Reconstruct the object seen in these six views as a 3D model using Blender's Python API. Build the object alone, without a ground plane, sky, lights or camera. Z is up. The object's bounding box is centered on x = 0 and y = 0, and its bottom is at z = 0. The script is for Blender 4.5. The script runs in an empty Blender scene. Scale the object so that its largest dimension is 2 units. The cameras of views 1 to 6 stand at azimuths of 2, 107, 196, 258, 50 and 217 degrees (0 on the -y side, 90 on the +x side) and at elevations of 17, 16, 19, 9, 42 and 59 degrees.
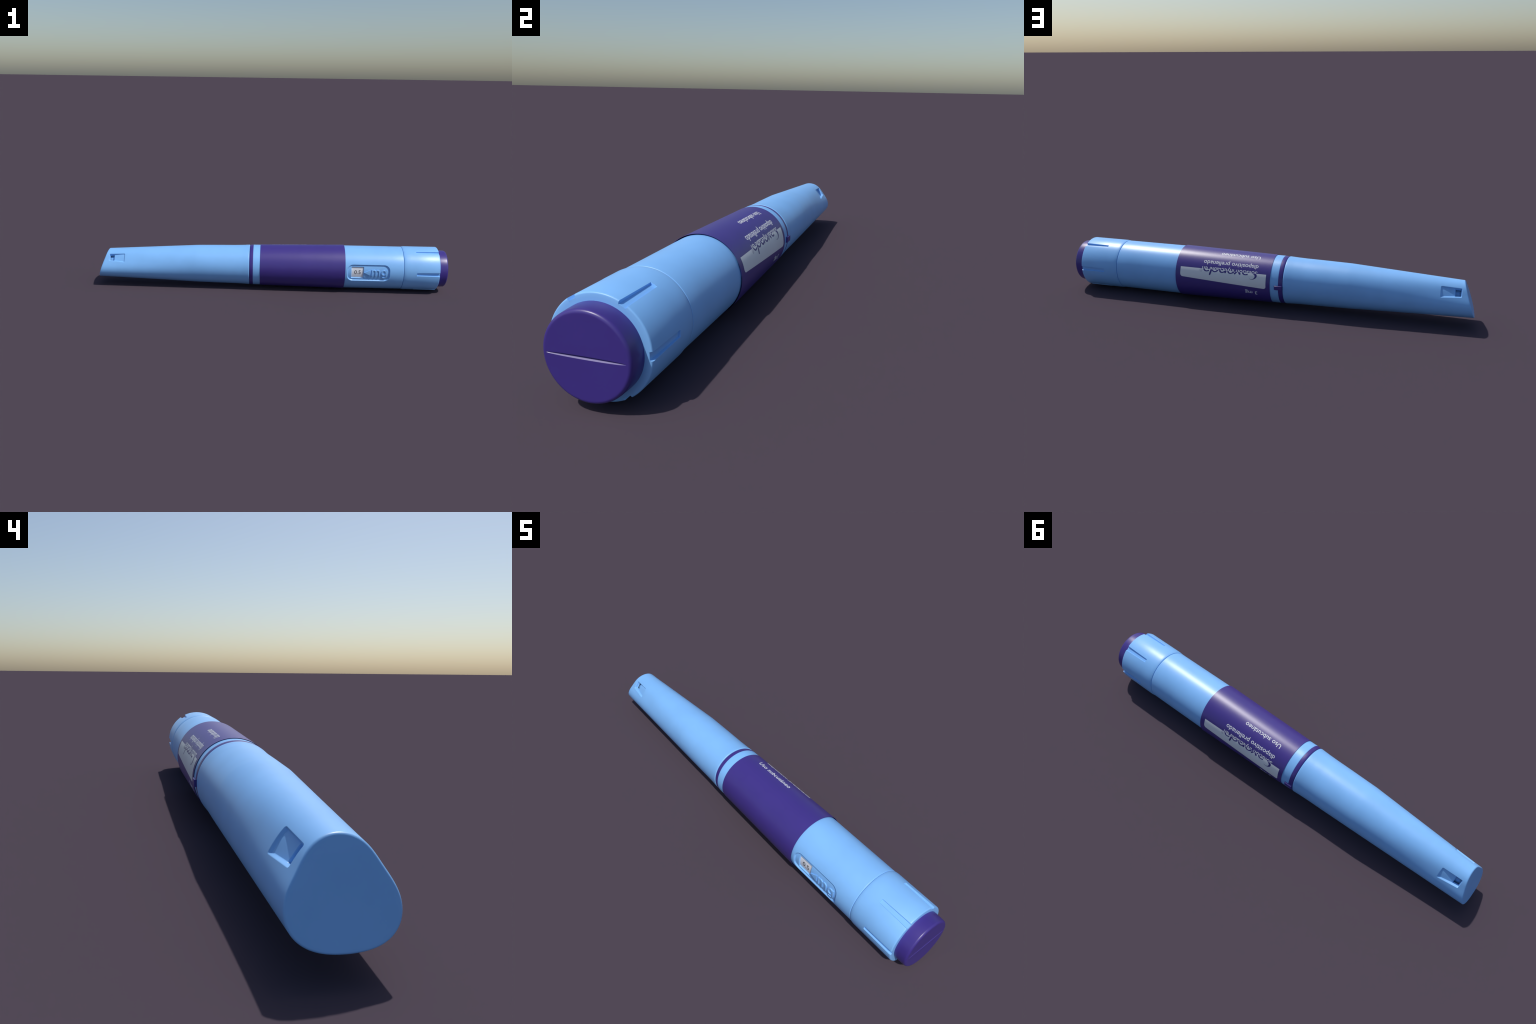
"""Prefilled injection pen lying on its side: oblique capped end at -x, dose button at +x."""
import bpy, bmesh, math
import numpy as np
from mathutils import Vector

ZC = 0.1265                      # height of the pen's axis above the ground
rad, deg = math.radians, math.degrees
scene = bpy.context.scene


# ------------------------------------------------------------------ materials
def plastic(name, colour, rough=0.34, spec=0.5, variation=0.03, grain=0.02):
    """Moulded plastic: one colour with a very faint mottling and a fine grain."""
    m = bpy.data.materials.new(name)
    m.use_nodes = True
    nt = m.node_tree
    bsdf = nt.nodes["Principled BSDF"]
    tc = nt.nodes.new("ShaderNodeTexCoord")
    n = nt.nodes.new("ShaderNodeTexNoise")
    n.inputs["Scale"].default_value = 9.0
    n.inputs["Detail"].default_value = 3.0
    ramp = nt.nodes.new("ShaderNodeValToRGB")
    lo = [c * (1 - variation) for c in colour]
    hi = [min(1.0, c * (1 + variation)) for c in colour]
    ramp.color_ramp.elements[0].position, ramp.color_ramp.elements[1].position = 0.3, 0.7
    ramp.color_ramp.elements[0].color = (*lo, 1)
    ramp.color_ramp.elements[1].color = (*hi, 1)
    nt.links.new(tc.outputs["Object"], n.inputs["Vector"])
    nt.links.new(n.outputs["Fac"], ramp.inputs["Fac"])
    nt.links.new(ramp.outputs["Color"], bsdf.inputs["Base Color"])
    f = nt.nodes.new("ShaderNodeTexNoise")
    f.inputs["Scale"].default_value = 900.0
    b = nt.nodes.new("ShaderNodeBump")
    b.inputs["Strength"].default_value = grain
    b.inputs["Distance"].default_value = 0.0004
    nt.links.new(tc.outputs["Object"], f.inputs["Vector"])
    nt.links.new(f.outputs["Fac"], b.inputs["Height"])
    nt.links.new(b.outputs["Normal"], bsdf.inputs["Normal"])
    bsdf.inputs["Roughness"].default_value = rough
    bsdf.inputs["Specular IOR Level"].default_value = spec
    return m


BLUE = plastic("sky_blue_plastic", (0.235, 0.525, 0.960), 0.39, 0.6)
PURPLE = plastic("purple_plastic", (0.052, 0.031, 0.236), 0.36, 0.6)
PAPER_PURPLE = plastic("purple_label_film", (0.052, 0.031, 0.236), 0.40, 0.65)
PRINT = plastic("white_print", (0.80, 0.82, 0.84), 0.40)
INK = plastic("purple_print", (0.045, 0.030, 0.215), 0.40)
FAINT_INK = plastic("faded_purple_print", (0.36, 0.36, 0.50), 0.45)
DRUM = plastic("white_drum_plastic", (0.80, 0.82, 0.87), 0.40)
DARK_INK = plastic("dark_grey_print", (0.035, 0.033, 0.035), 0.5)

# ------------------------------------------------------------------ object tree
pen = bpy.data.objects.new("injection_pen", None)
pen.empty_display_size = 0.1
scene.collection.objects.link(pen)
pen["label"] = "sky blue injection pen with purple label and purple button"
pen["category"] = "injection pen"


def add(name, verts, faces, material, parent=None, smooth=True, angle=None):
    me = bpy.data.meshes.new(name)
    me.from_pydata([tuple(map(float, v)) for v in verts], [], faces)
    bm = bmesh.new()
    bm.from_mesh(me)
    bmesh.ops.recalc_face_normals(bm, faces=bm.faces)
    bm.to_mesh(me)
    bm.free()
    me.materials.append(material)
    o = bpy.data.objects.new(name, me)
    scene.collection.objects.link(o)
    o.parent = parent or pen
    if smooth:
        me.polygons.foreach_set("use_smooth", [True] * len(me.polygons))
        if angle:
            me.set_sharp_from_angle(angle=rad(angle))
    return o


def polar(x, theta, r):
    return (x, r * math.cos(theta), ZC + r * math.sin(theta))


def skin(rings, close_start=None, close_end=None):
    """Quads between successive closed rings of equal length; optional centre points close the ends."""
    n = len(rings[0])
    verts = [p for ring in rings for p in ring]
    faces = []
    for i in range(len(rings) - 1):
        a, b = i * n, (i + 1) * n
        faces += [(a + j, a + (j + 1) % n, b + (j + 1) % n, b + j) for j in range(n)]
    if close_start is not None:
        verts.append(close_start)
        c = len(verts) - 1
        faces += [((j + 1) % n, j, c) for j in range(n)]
    if close_end is not None:
        verts.append(close_end)
        c = len(verts) - 1
        a = (len(rings) - 1) * n
        faces += [(a + j, a + (j + 1) % n, c) for j in range(n)]
    return verts, faces


def lathe(profile, n=192, **kw):
    th = [2 * math.pi * j / n for j in range(n)]
    return skin([[polar(x, t, r) for t in th] for x, r in profile], **kw)


def smoothstep(a, b, v):
    t = min(1.0, max(0.0, (v - a) / (b - a)))
    return t * t * (3 - 2 * t)


def table(points):
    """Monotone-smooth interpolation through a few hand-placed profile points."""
    xs, ys = [p[0] for p in points], [p[1] for p in points]

    def f(x):
        return float(np.interp(x, xs, ys))
    return f


def rounded_box(px, py, hx, hy, r):
    """Signed distance to a rounded rectangle (negative inside)."""
    qx, qy = abs(px) - hx + r, abs(py) - hy + r
    return math.hypot(max(qx, 0), max(qy, 0)) + min(max(qx, qy), 0) - r


def spread(bands, start=0.0, end=360.0):
    """Angles in degrees: fine steps inside the given bands, coarse steps elsewhere."""
    out, a = [], start
    while a < end - 1e-6:
        out.append(a)
        step = 1.5
        for lo, hi, s in bands:
            if lo - 1e-6 <= a < hi - 1e-6:
                step = s
                break
            if a < lo < a + step:
                step = lo - a
        a += step
    return [rad(v) for v in out]


def steps(*segments):
    """x stations: (start, end, count) segments chained together."""
    out = []
    for a, b, n in segments:
        out += [a + (b - a) * i / n for i in range(n)]
    out.append(segments[-1][1])
    return out


# ------------------------------------------------------------------ cap
# Round where it meets the barrel, tapering into a rounded triangle at an oblique flat end.
KINK = -0.43
cap_radius = table([(-0.43, 0.1076), (-0.30, 0.1103), (-0.21, 0.1116), (-0.165, 0.1131),
                    (-0.14, 0.1145), (-0.129, 0.1151)])
TIP_HARMONICS = (0.08240, -0.00777, -0.00147, 0.00747, -0.00075, -0.00093)
APEX_X, APEX_Z, SLOPE = -0.9458, 0.206, 0.0557 / 0.163


def tip_radius(t):
    return sum(a * math.cos(k * (t - math.pi / 2)) for k, a in enumerate(TIP_HARMONICS))


def tip_x(t):
    return APEX_X - SLOPE * (APEX_Z - (ZC + tip_radius(t) * math.sin(t)))


def cap_r(x, t):
    if x >= KINK:
        return cap_radius(x)
    k = (x - KINK) / (tip_x(t) - KINK)
    return cap_radius(KINK) * (1 - k) + tip_radius(t) * k


def clip_pocket(x, t):
    """Depth of the pocket in each upper flank: a ramped floor that drops into a hole by the tip."""
    a = deg(t) % 360
    if a > 90:
        a = 180 - a
    if not (4 < a < 62 and -0.945 < x < -0.83):
        return 0.0
    low = 13.8 + (-0.842 - x) / 0.092 * 6.0
    mid, half = (51.8 + low) / 2, (51.8 - low) / 2 * rad(1) * 0.078
    arc = (a - mid) * rad(1) * 0.078
    d = rounded_box(x + 0.888, arc, 0.0465, half + 0.0003, 0.006)
    floor = 0.0048 + 0.0045 * min(1, max(0, (-0.852 - x) / 0.055))
    depth = floor * smoothstep(0.0003, -0.0016, d)
    depth *= smoothstep(0.0, 0.0062, arc + half) * smoothstep(0.0, 0.0075, -0.8415 - x) * smoothstep(0.0, 0.0035, x + 0.9345)
    hole = hole_distance(x, t)
    return depth + HOLE_DEPTH * smoothstep(0.0004, -0.0006, hole)


HOLE_DEPTH = 0.008


def hole_distance(x, t):
    """Signed distance to the opening that leads from the pocket into the hollow cap."""
    a = deg(t) % 360
    a = 180 - a if a > 90 else a
    low = 13.8 + (-0.842 - x) / 0.092 * 6.0
    mid, half = (51.8 + low) / 2, (51.8 - low) / 2 * rad(1) * 0.078
    return rounded_box(x + 0.9185, (a - mid) * rad(1) * 0.078 - 0.0022, 0.0130, half - 0.0026, 0.003)


th = spread([(8, 57, 0.4), (123, 172, 0.4)])
rings = [[polar(-0.1240, t, 0.100) for t in th], [polar(-0.1240, t, 0.1122) for t in th]]
for k in range(1, 5):                                     # rounded mouth edge
    p = rad(90 * k / 4)
    rings.append([polar(-0.1240 - 0.004 * (1 - math.cos(p)), t, 0.1111 + 0.0040 * math.sin(p)) for t in th])
for x in steps((-0.1285, -0.21, 16), (-0.21, -0.40, 12), (-0.40, -0.46, 8), (-0.46, -0.832, 24),
               (-0.832, -0.938, 150)):
    rings.append([polar(x, t, cap_r(x, t) - clip_pocket(x, t)) for t in th])
FILLET = 0.0042
ends = [Vector(polar(tip_x(t), t, tip_radius(t))) for t in th]
centre = Vector((tip_x(rad(0)), 0, ZC - 0.006))
centre.x = APEX_X - SLOPE * (APEX_Z - centre.z)
last = [Vector(p) for p in rings[-1]]
back = [(l - e).normalized() for l, e in zip(last, ends)]
inward = [(centre - e).normalized() for e in ends]
for k in (0.33, 0.66):
    rings.append([tuple(l.lerp(e + FILLET * b, k)) for l, e, b in zip(last, ends, back)])
for k in range(7):
    p = rad(90 * k / 6)
    rings.append([tuple(e + FILLET * (1 - math.cos(p)) * w + FILLET * (1 - math.sin(p)) * b)
                  for e, b, w in zip(ends, back, inward)])
rim = [Vector(p) for p in rings[-1]]
for k in (0.06, 0.5):
    rings.append([tuple(v.lerp(centre, k)) for v in rim])
cap_v, cap_f = skin(rings, close_end=tuple(centre))


def through(face):
    """True where a face lies over the opening of a pocket."""
    for i in face:
        x, y, z = cap_v[i]
        if not -0.935 < x < -0.900 or z < ZC or hole_distance(x, math.atan2(z - ZC, y)) > -0.0007:
            return False
    return True


cap = add("cap", cap_v, [f for f in cap_f if not through(f)], BLUE)
add("cap_liner", *lathe([(-0.952, 0.047), (-0.950, 0.049), (-0.80, 0.049)], 64,
                        close_start=(-0.952, 0, ZC), close_end=(-0.80, 0, ZC)), BLUE, parent=cap)

# ------------------------------------------------------------------ collar ring with its locating tab
ring = add("collar_ring", *lathe([(-0.1225, 0.1040), (-0.1225, 0.1128), (-0.1218, 0.1139), (-0.1205, 0.1145),
                                  (-0.116, 0.1152), (-0.110, 0.1158), (-0.1055, 0.1160), (-0.1036, 0.1160),
                                  (-0.1033, 0.1157), (-0.1033, 0.1040)], 192), PURPLE, angle=40)
rows, tab_half = [], rad(5.0)
for x, lift in ((-0.1228, 0.0), (-0.1228, 0.9), (-0.1218, 1.0), (-0.0862, 1.0), (-0.0850, 0.9), (-0.0850, 0.0)):
    row = []
    for j, (f, h) in enumerate(((-1, 0), (-1, .85), (-.88, 1), (-.44, 1), (0, 1), (.44, 1), (.88, 1), (1, .85), (1, 0))):
        row.append(polar(x, f * tab_half, 0.110 + 0.0123 * min(lift, h)))
    rows.append(row)
tv = [p for r in rows for p in r]
nr = len(rows[0])
tf = [(i * nr + j, i * nr + j + 1, (i + 1) * nr + j + 1, (i + 1) * nr + j) for i in range(len(rows) - 1) for j in range(nr - 1)]
add("locating_tab", tv, tf, PURPLE, parent=ring, angle=35)

# ------------------------------------------------------------------ barrel with the dose window recess
barrel_radius = table([(-0.0995, 0.1158), (-0.062, 0.1160), (0.40, 0.1223), (0.43, 0.1224), (0.7440, 0.1224)])
WINDOW_X, WINDOW_HALF, FLOOR_R, DRUM_R = 0.550, 0.1192, 0.1152, 0.1092


def dose_recess(x, t):
    arc = (t - math.pi) * 0.1222
    d = rounded_box(x - WINDOW_X, arc, WINDOW_HALF, rad(22.6) * 0.1222, 0.033)
    depth = (0.1222 - FLOOR_R) * smoothstep(0.0008, -0.0042, d)
    h = rounded_box(x - 0.489, arc + 0.001, 0.0345, rad(17.8) * 0.1145, 0.002)
    return depth + 0.009 * smoothstep(0.0004, -0.0014, h)


th = spread([(153, 207, 0.3)])
rings = [[polar(-0.145, t, 0.104) for t in th], [polar(-0.145, t, 0.1075) for t in th],
         [polar(-0.1030, t, 0.1075) for t in th], [polar(-0.1030, t, 0.1154) for t in th],
         [polar(-0.1027, t, 0.1157) for t in th]]
for x in steps((-0.1010, -0.062, 4), (-0.062, 0.424, 20), (0.424, 0.680, 300), (0.680, 0.7440, 1)):
    rings.append([polar(x, t, barrel_radius(x) - dose_recess(x, t)) for t in th])
for x, r in ((0.7456, 0.12222), (0.7470, 0.1214), (0.7475, 0.1195), (0.7475, 0.1160), (0.756, 0.1160)):
    rings.append([polar(x, t, r) for t in th])
barrel = add("barrel", *skin(rings), BLUE)

# number drum seen through the opening in the recess floor
dv, df = [], []
arcs = [rad(180 + a) for a in np.linspace(-21, 21, 41)]
for x, r in ((0.452, DRUM_R - 0.002), (0.452, DRUM_R), (0.526, DRUM_R), (0.526, DRUM_R - 0.002)):
    dv += [polar(x, t, r) for t in arcs]
df = [(i * 41 + j, i * 41 + j + 1, (i + 1) * 41 + j + 1, (i + 1) * 41 + j) for i in range(3) for j in range(40)]
drum = add("number_drum", dv, df, DRUM, parent=barrel, angle=40)


# ------------------------------------------------------------------ lettering helpers
def wrap_solid(name, bm, mapping, material, parent, pitch=0.003, angle=30):
    """Cut a flat solid into thin strips so that it bends cleanly, then wrap it round the axis."""
    ys = [v.co.y for v in bm.verts]
    y = min(ys) + pitch
    while y < max(ys):
        bmesh.ops.bisect_plane(bm, geom=bm.verts[:] + bm.edges[:] + bm.faces[:], plane_co=(0, y, 0), plane_no=(0, 1, 0))
        y += pitch
    for v in bm.verts:
        v.co = mapping(*v.co)
    bmesh.ops.recalc_face_normals(bm, faces=bm.faces)
    me = bpy.data.meshes.new(name)
    bm.to_mesh(me)
    bm.free()
    me.materials.append(material)
    o = bpy.data.objects.new(name, me)
    scene.collection.objects.link(o)
    o.parent = parent
    me.polygons.foreach_set("use_smooth", [True] * len(me.polygons))
    me.set_sharp_from_angle(angle=rad(angle))
    return o


def glyphs(body, x0, x1, ascender, thick, weight=0.0, bevel=0.0):
    """Text as a flat solid: fitted between x0 and x1, letters 'ascender' tall, baseline on y = 0."""
    def mesh_of(s):
        c = bpy.data.curves.new("t", "FONT")
        c.body, c.resolution_u, c.offset, c.extrude = s, 5, weight, 0.5
        o = bpy.data.objects.new("t", c)
        scene.collection.objects.link(o)
        bpy.context.view_layer.update()
        me = bpy.data.meshes.new_from_object(o.evaluated_get(bpy.context.evaluated_depsgraph_get()))
        bpy.data.objects.remove(o)
        bpy.data.curves.remove(c)
        return me
    tall = mesh_of("l")
    height = max(v.co.y for v in tall.vertices)
    bpy.data.meshes.remove(tall)
    me = mesh_of(body)
    bm = bmesh.new()
    bm.from_mesh(me)
    bpy.data.meshes.remove(me)
    bmesh.ops.remove_doubles(bm, verts=bm.verts, dist=1e-4)
    a, b = min(v.co.x for v in bm.verts), max(v.co.x for v in bm.verts)
    for v in bm.verts:
        v.co = (x0 + (v.co.x - a) / (b - a) * (x1 - x0), v.co.y / height * ascender, (v.co.z + 0.5) * thick)
    return bm


def on_window(radius, base=0.0):
    """x to the right, y upwards, on the -y flank of the pen."""
    return lambda x, y, z: polar(x, math.pi - (y + base) / radius, radius + z)


# raised pointer and unit lettering in the recess, printed number on the drum
def bar_stroke(path, width, height, closed=False):
    """Raised letter stroke: a solid bar with slightly drafted sides along a smooth path."""
    p = np.array(path, float)
    m, fine = len(p), []
    for i in range(m if closed else m - 1):
        at = (lambda k: p[k % m]) if closed else (lambda k: p[min(max(k, 0), m - 1)])
        p0, p1, p2, p3 = at(i - 1), at(i), at(i + 1), at(i + 2)
        fine += [0.5 * (2 * p1 + (p2 - p0) * t + (2 * p0 - 5 * p1 + 4 * p2 - p3) * t * t
                        + (3 * p1 - p0 - 3 * p2 + p3) * t ** 3) for t in np.linspace(0, 1, 7)[:-1]]
    if not closed:
        fine.append(p[-1])
    fine = np.array(fine)
    k = len(fine)
    tang = (np.roll(fine, -1, 0) - np.roll(fine, 1, 0)) if closed else np.gradient(fine, axis=0)
    tang /= np.linalg.norm(tang, axis=1)[:, None]
    bm = bmesh.new()
    rows = []
    for q, t in zip(fine, tang):
        n = np.array((-t[1], t[0]))
        rows.append([bm.verts.new((*(q + n * width * 0.5 * f), h * height))
                     for f, h in ((-1, 0), (-0.92, 0.88), (-0.72, 1), (0.72, 1), (0.92, 0.88), (1, 0))])
    for i in range(k if closed else k - 1):
        a, b = rows[i], rows[(i + 1) % k]
        for j in range(5):
            bm.faces.new((a[j], a[j + 1], b[j + 1], b[j]))
    if not closed:
        bm.faces.new(rows[0])
        bm.faces.new(rows[-1][::-1])
    return bm


def join(parts):
    whole = bmesh.new()
    for part in parts:
        me = bpy.data.meshes.new("part")
        part.to_mesh(me)
        part.free()
        whole.from_mesh(me)
        bpy.data.meshes.remove(me)
    return whole


STEM = 0.0066
letter_m = [bar_stroke([(0.5700, 0.0185), (0.5700, 0.001), (0.5700, -0.0165)], STEM, 0.0046)]
for x in (0.5700, 0.5905):
    letter_m.append(bar_stroke([(x + 0.001, 0.008), (x + 0.0055, 0.0145), (x + 0.012, 0.0160), (x + 0.0185, 0.0125),
                                (x + 0.0203, 0.005), (x + 0.0203, -0.0165)], STEM, 0.0044))
letter_g = [bar_stroke([(0.6358 + 0.0118 * math.cos(a), 0.0025 + 0.0135 * math.sin(a)) for a in np.linspace(0, 2 * math.pi, 13)[:-1]],
                       STEM, 0.0044, closed=True),
            bar_stroke([(0.6497, 0.0185), (0.6497, 0.004), (0.6495, -0.014), (0.6465, -0.0240), (0.6375, -0.0275),
                        (0.6265, -0.0250)], STEM, 0.0046)]
for parts in (letter_m, letter_g):
    wrap_solid("unit_lettering", join(parts), on_window(FLOOR_R - 0.0005), BLUE, barrel)
bm = bmesh.new()
low = [bm.verts.new(p) for p in ((0.5255, 0.0, 0), (0.5605, -0.0165, 0), (0.5605, 0.0175, 0))]
top = [bm.verts.new(p) for p in ((0.5265, 0.0, 0.0045), (0.5600, -0.0158, 0.0045), (0.5600, 0.0168, 0.0045))]
bm.faces.new(low[::-1]); bm.faces.new(top)
for i in range(3):
    bm.faces.new((low[i], low[(i + 1) % 3], top[(i + 1) % 3], top[i]))
wrap_solid("pointer_triangle", bm, on_window(FLOOR_R - 0.0005, 0.0015), BLUE, barrel)
bm = glyphs("0.5", 0.4715, 0.5065, 0.0215, 0.0003)
wrap_solid("dose_number", bm, on_window(DRUM_R + 0.0001, -0.0085), DARK_INK, drum)
bm = bmesh.new()
bmesh.ops.create_cone(bm, cap_ends=True, segments=16, radius1=0.0014, radius2=0.0014, depth=0.0003)
for v in bm.verts:
    v.co += Vector((0.4875, 0.0, 0.00015))
wrap_solid("tick_mark", bm, on_window(DRUM_R + 0.0001, 0.0335), DARK_INK, drum)

# ------------------------------------------------------------------ dose knob with six grip slots
knob_profile = table([(0.7490, 0.1205), (0.7493, 0.1220), (0.7505, 0.1226), (0.753, 0.1232), (0.757, 0.1239),
                      (0.766, 0.1247), (0.9457, 0.1247), (0.9475, 0.1241), (0.9489, 0.1231), (0.9496, 0.1218), (0.9498, 0.1206)])
SLOT_X, SLOT_HALF, SLOT_BAND = 0.8205, 3.9, 7.0


def slot_angle(t):
    return (deg(t) + 30) % 60 - 30


def slot_widening(x):
    return min(1.0, max(0.0, (x - SLOT_X) / 0.13))


def splay(x, t):
    """Let the mesh columns beside a slot fan out with it, so that its edges stay clean."""
    a = slot_angle(t)
    wide = SLOT_HALF + 1.1 * slot_widening(x)
    m = abs(a)
    if m >= SLOT_BAND:
        return t
    n = m * wide / SLOT_HALF if m <= SLOT_HALF else wide + (m - SLOT_HALF) * (SLOT_BAND - wide) / (SLOT_BAND - SLOT_HALF)
    return t + rad(math.copysign(n - m, a))


def grip_slot(x, t):
    d = max((abs(slot_angle(t)) - SLOT_HALF) * rad(1) * 0.1246, SLOT_X - x)
    return (0.0050 + 0.0028 * slot_widening(x)) * smoothstep(0.0002, -0.0007, d)


th = spread([(0, 7, 0.25)] + [(60 * i - 7, 60 * i + 7, 0.25) for i in range(1, 6)] + [(353, 360, 0.25)])
rings = [[polar(0.7490, t, 0.112) for t in th]]
for x in (0.7490, 0.7493, 0.7498, 0.7505, 0.7517, 0.753, 0.755, 0.757, 0.760, 0.763, 0.766, 0.79):
    rings.append([polar(x, splay(x, t), knob_profile(x)) for t in th])
for x in steps((0.8185, 0.8225, 12), (0.8225, 0.9457, 1), (0.9457, 0.9498, 12)):
    rings.append([polar(x, splay(x, t), min(knob_profile(x), 0.1247 - grip_slot(x, t))) for t in th])
rings.append([polar(0.9498, t, 0.1120) for t in th])
rings.append([polar(0.9498, t, 0.0990) for t in th])
knob = add("dose_knob", *skin(rings), BLUE, angle=50)

# ------------------------------------------------------------------ push button
FACE_X, EDGE = 1.0, 0.0085
profile = [(0.944, 0.1054), (0.955, 0.1054), (0.970, 0.1052), (0.982, 0.1047), (FACE_X - EDGE, 0.1042)]
for k in range(1, 9):
    p = rad(90 * k / 8)
    profile.append((FACE_X - EDGE * (1 - math.sin(p)), 0.1042 - EDGE * (1 - math.cos(p))))
profile.append((FACE_X, 0.093))
button = add("push_button", *lathe(profile, 192, close_start=(0.944, 0, ZC), close_end=(FACE_X, 0, ZC)), PURPLE)
# thin V-shaped groove straight across the face, fading out towards the rim
rows = []
for i in range(41):
    y = -0.0925 + 0.185 * i / 40
    w = 0.0004 + 0.0034 * math.sqrt(max(0.0, 1 - (y / 0.0925) ** 2))
    rows.append([(FACE_X + 0.002, y, ZC + w + 0.002), (FACE_X - w, y, ZC), (FACE_X + 0.002, y, ZC - w - 0.002)])
gv = [p for r in rows for p in r]
gf = [(i * 3 + j, i * 3 + (j + 1) % 3, (i + 1) * 3 + (j + 1) % 3, (i + 1) * 3 + j) for i in range(40) for j in range(3)]
gf += [(2, 1, 0), (120, 121, 122)]
cutter = add("groove_cutter", gv, gf, PURPLE, smooth=False)
mod = button.modifiers.new("groove", "BOOLEAN")
mod.operation, mod.solver, mod.object = "DIFFERENCE", "EXACT", cutter
bpy.context.view_layer.update()
cut = bpy.data.meshes.new_from_object(button.evaluated_get(bpy.context.evaluated_depsgraph_get()))
button.modifiers.clear()
button.data = cut
bpy.data.objects.remove(cutter)
cut.polygons.foreach_set("use_smooth", [True] * len(cut.polygons))
cut.set_sharp_from_angle(angle=rad(30))

# ------------------------------------------------------------------ label sleeve and its print
LABEL_X0, LABEL_X1 = -0.0625, 0.4185


def label_r(x):
    return 0.1180 + (x - LABEL_X0) / (LABEL_X1 - LABEL_X0) * 0.0085


outer = [(x, label_r(x)) for x in np.linspace(LABEL_X0, LABEL_X1, 13)]
inner = [(x, label_r(x) - 0.0005) for x in np.linspace(LABEL_X1, LABEL_X0, 13)]
lv, lf = lathe(outer + inner, 240)
n = 240
lf += [((25) * n + j, (25) * n + (j + 1) % n, (j + 1) % n, j) for j in range(n)]
label = add("label_sleeve", lv, lf, PAPER_PURPLE, angle=40)


def on_label(base_deg, lift):
    """Text direction +x; upwards is towards smaller angles (the label reads upside down from +y)."""
    return lambda x, y, z: polar(x, rad(base_deg) - y / 0.1222, label_r(x) + lift + z)


# pale panel with two rounded corners and a slanting upper edge
def panel_limits(x):
    top = 6.6 - (0.393 - x) / 0.435 * 12.6
    k = 0.012
    for edge in (0.3935, -0.0425):
        gap = abs(x - edge)
        if gap < k:
            top += deg((k - math.sqrt(max(0.0, k * k - (k - gap) ** 2))) / 0.122)
    return top


pv, pf = [], []
xs = sorted(set([-0.0425 + 0.012 * (i / 10) ** 2 for i in range(11)] + [0.3935 - 0.012 * (i / 10) ** 2 for i in range(11)]
                + list(np.linspace(-0.03, 0.381, 24))))
M = 16
for x in xs:
    hi, lo = panel_limits(x), 28.2
    shift = 0.0
    pv += [polar(x, rad(lo + (hi - lo) * j / M), label_r(x) + 0.00045) for j in range(M + 1)]
pf = [(i * (M + 1) + j, i * (M + 1) + j + 1, (i + 1) * (M + 1) + j + 1, (i + 1) * (M + 1) + j)
      for i in range(len(xs) - 1) for j in range(M)]
panel = add("label_panel", pv, pf, PRINT, parent=label)


# brush-script name: each stroke is (x, angle, width) control points
def stroke_mesh(strokes, lift):
    verts, faces = [], []
    for s in strokes:
        pts = np.array([(x, rad(a) * 0.1222, w) for x, a, w in s]) * np.array((1, 1, 1.22))
        m = len(pts)
        fine = []
        for i in range(m - 1):                               # Catmull-Rom
            p0, p1, p2, p3 = pts[max(i - 1, 0)], pts[i], pts[i + 1], pts[min(i + 2, m - 1)]
            for t in np.linspace(0, 1, 9)[:-1]:
                fine.append(0.5 * (2 * p1 + (p2 - p0) * t + (2 * p0 - 5 * p1 + 4 * p2 - p3) * t * t
                                   + (3 * p1 - p0 - 3 * p2 + p3) * t ** 3))
        fine.append(pts[-1])
        fine = np.array(fine)
        tang = np.gradient(fine[:, :2], axis=0)
        tang /= np.linalg.norm(tang, axis=1)[:, None]
        norm = np.stack([-tang[:, 1], tang[:, 0]], 1)
        base = len(verts)
        for p, nn in zip(fine, norm):
            for f in (-1, -0.33, 0.33, 1):
                q = p[:2] + nn * p[2] * 0.5 * f
                above = smoothstep(28.6, 27.9, deg(q[1] / 0.1222))     # lies over the panel, under the text below it
                verts.append(polar(q[0], q[1] / 0.1222, label_r(q[0]) + 0.00005 + (lift - 0.00005) * above))
        k = len(fine)
        faces += [(base + i * 4 + j, base + i * 4 + j + 1, base + i * 4 + j + 5, base + i * 4 + j + 4)
                  for i in range(k - 1) for j in range(3)]
    return verts, faces


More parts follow.
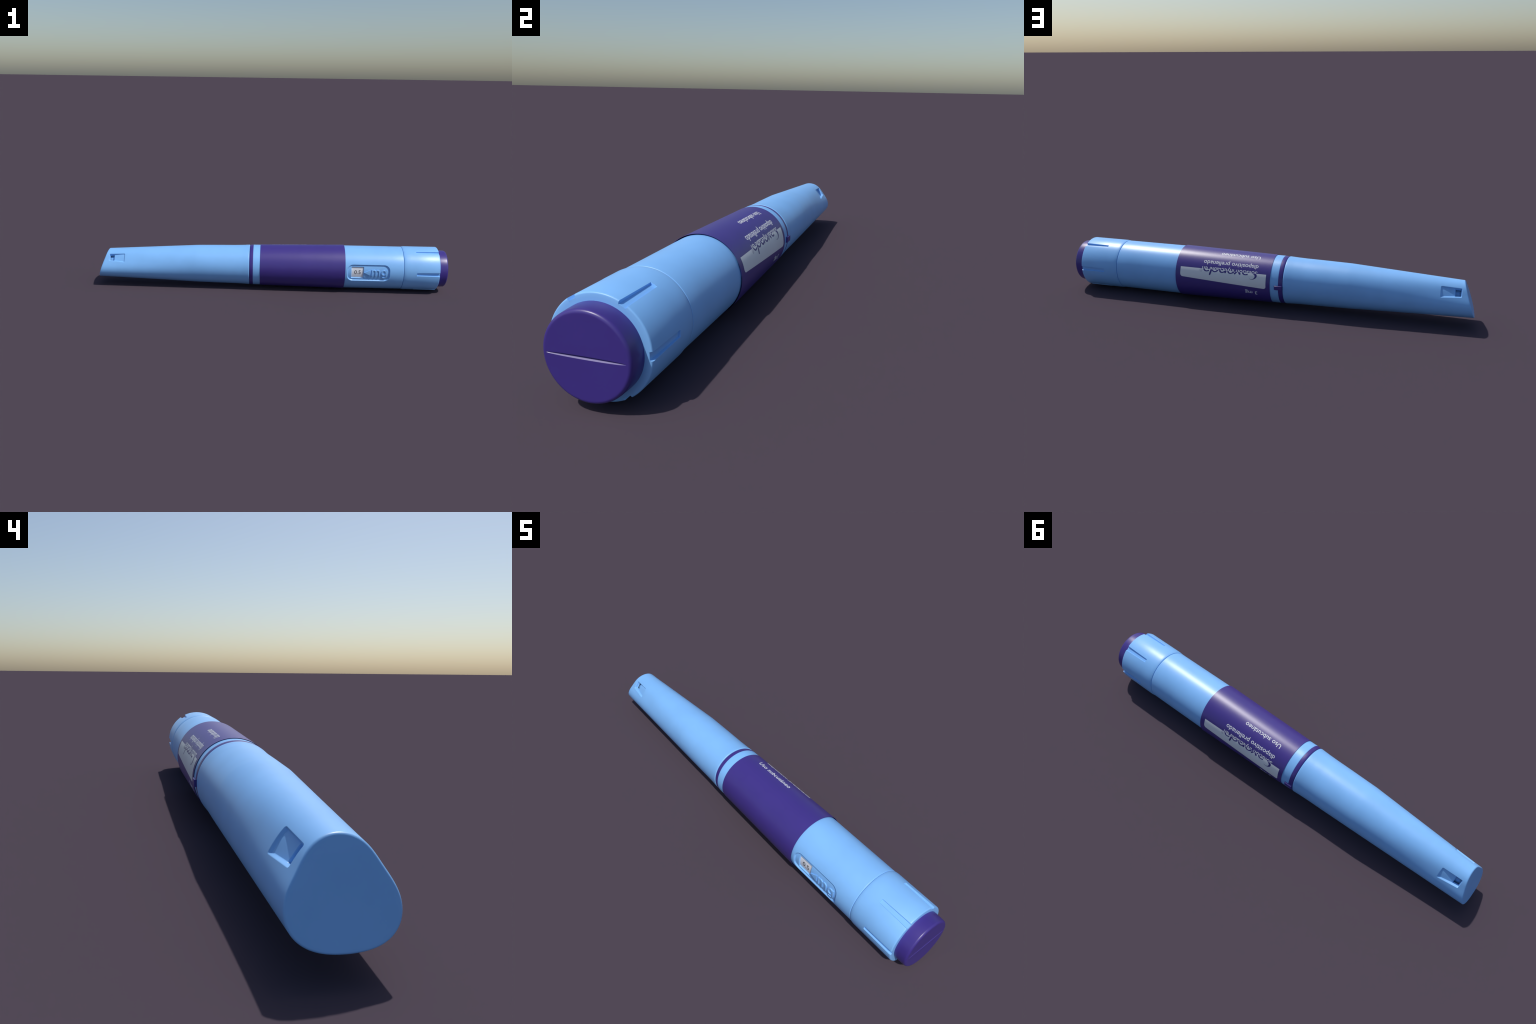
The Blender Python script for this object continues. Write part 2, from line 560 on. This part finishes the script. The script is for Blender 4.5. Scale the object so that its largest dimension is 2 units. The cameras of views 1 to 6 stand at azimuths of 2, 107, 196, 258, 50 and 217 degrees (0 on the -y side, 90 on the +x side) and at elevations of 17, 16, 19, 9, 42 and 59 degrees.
B = 0.0072
script = [
    # S with its thin leading swash
    [(0.0400, 15.6, .0005), (0.034, 14.7, .0011), (0.026, 14.4, .0017), (0.017, 16.0, .0034), (0.0102, 19.3, .0066),
     (0.0082, 22.7, .0086), (0.0115, 26.1, .0090), (0.020, 29.3, .0086), (0.028, 32.0, .0078), (0.031, 34.5, .006),
     (0.026, 37.0, .004), (0.014, 38.0, .003), (0.004, 37.0, .004)],
    # a
    [(0.0485, 25.2, .0050), (0.054, 24.1, .0046), (0.061, 23.6, .0042), (0.068, 24.3, .0050), (0.0725, 26.3, .0066),
     (0.0745, 29.0, .0072), (0.0745, 37.0, .0072)],
    [(0.0745, 31.5, .003), (0.060, 31.5, .005), (0.050, 34.0, .007), (0.055, 37.3, .005), (0.072, 35.0, .004)],
    # x
    [(0.0872, 22.6, .0072), (0.0905, 26.0, .0080), (0.0955, 29.0, .0080), (0.109, 37.4, .0080)],
    [(0.1165, 22.6, .0060), (0.110, 25.4, .0060), (0.104, 28.6, .0060), (0.086, 37.4, .0050)],
    # e
    [(0.121, 31.5, .003), (0.148, 30.8, .003), (0.1485, 27.6, .0066), (0.1450, 24.9, .0060), (0.1400, 23.5, .0050),
     (0.1345, 23.3, .0044), (0.128, 24.2, .0046), (0.122, 26.3, .0064), (0.1185, 30.0, .0072), (0.121, 34.5, .0072),
     (0.131, 37.6, .005), (0.146, 35.5, .003)],
    # n
    [(0.1650, 22.8, .0030), (0.1625, 24.2, .0072), (0.1605, 27.0, .0076), (0.159, 31.0, .0074), (0.157, 37.5, .0072)],
    [(0.162, 28.2, .0030), (0.166, 26.2, .0042), (0.172, 24.3, .0050), (0.179, 23.5, .0050), (0.1855, 24.4, .0062),
     (0.1893, 26.8, .0072), (0.190, 31.0, .0074), (0.188, 37.5, .0072)],
    # d
    [(0.232, 28.5, .003), (0.2285, 26.4, .0044), (0.223, 24.4, .0050), (0.2155, 23.5, .0046), (0.208, 24.7, .0050),
     (0.202, 27.4, .0066), (0.1985, 31.0, .0072), (0.202, 35.8, .0070), (0.210, 37.4, .005), (0.230, 33.5, .003)],
    [(0.2412, 15.0, .0052), (0.2388, 18.4, .0068), (0.2360, 23.1, .0072), (0.2340, 28.2, .0074), (0.231, 37.5, .0074)],
    # a
    [(0.2455, 25.5, .0050), (0.251, 24.3, .0046), (0.2575, 23.5, .0042), (0.265, 24.1, .0050), (0.2697, 26.2, .0066),
     (0.2720, 29.0, .0072), (0.271, 37.0, .0072)],
    [(0.271, 31.5, .003), (0.257, 31.5, .005), (0.248, 34.0, .007), (0.253, 37.3, .005), (0.269, 35.0, .004)],
]
add("script_lettering", *stroke_mesh(script, 0.0006), INK, parent=label)
mark = [[(0.2862 + 0.0066 * math.cos(a), 24.5 + deg(0.0066 / 0.1222) * math.sin(a), 0.0009) for a in np.linspace(0, 2 * math.pi, 17)],
        [(0.2838, 26.1, .0008), (0.2838, 22.9, .0008), (0.2868, 22.9, .0008), (0.2880, 23.7, .0008), (0.2868, 24.5, .0008),
         (0.2842, 24.5, .0008)], [(0.2862, 24.5, .0008), (0.2886, 26.1, .0008)]]
add("registered_mark", *stroke_mesh(mark, 0.0008), FAINT_INK, parent=label)

for body, x0, x1, base, tall in (
        ("Uso subcutáneo", 0.0045, 0.2040, 75.4, 0.0208),
        ("dispositivo prellenado", 0.0015, 0.2790, 48.3, 0.0212),
        ("Solución inyectable en", 0.0015, 0.2815, 33.0, 0.0205),
        ("3 mg", 0.0005, 0.0610, -14.6, 0.0195)):
    wrap_solid("label_lettering", glyphs(body, x0, x1, tall, 0.0002, weight=0.004), on_label(base, 0.0001), PRINT, label)
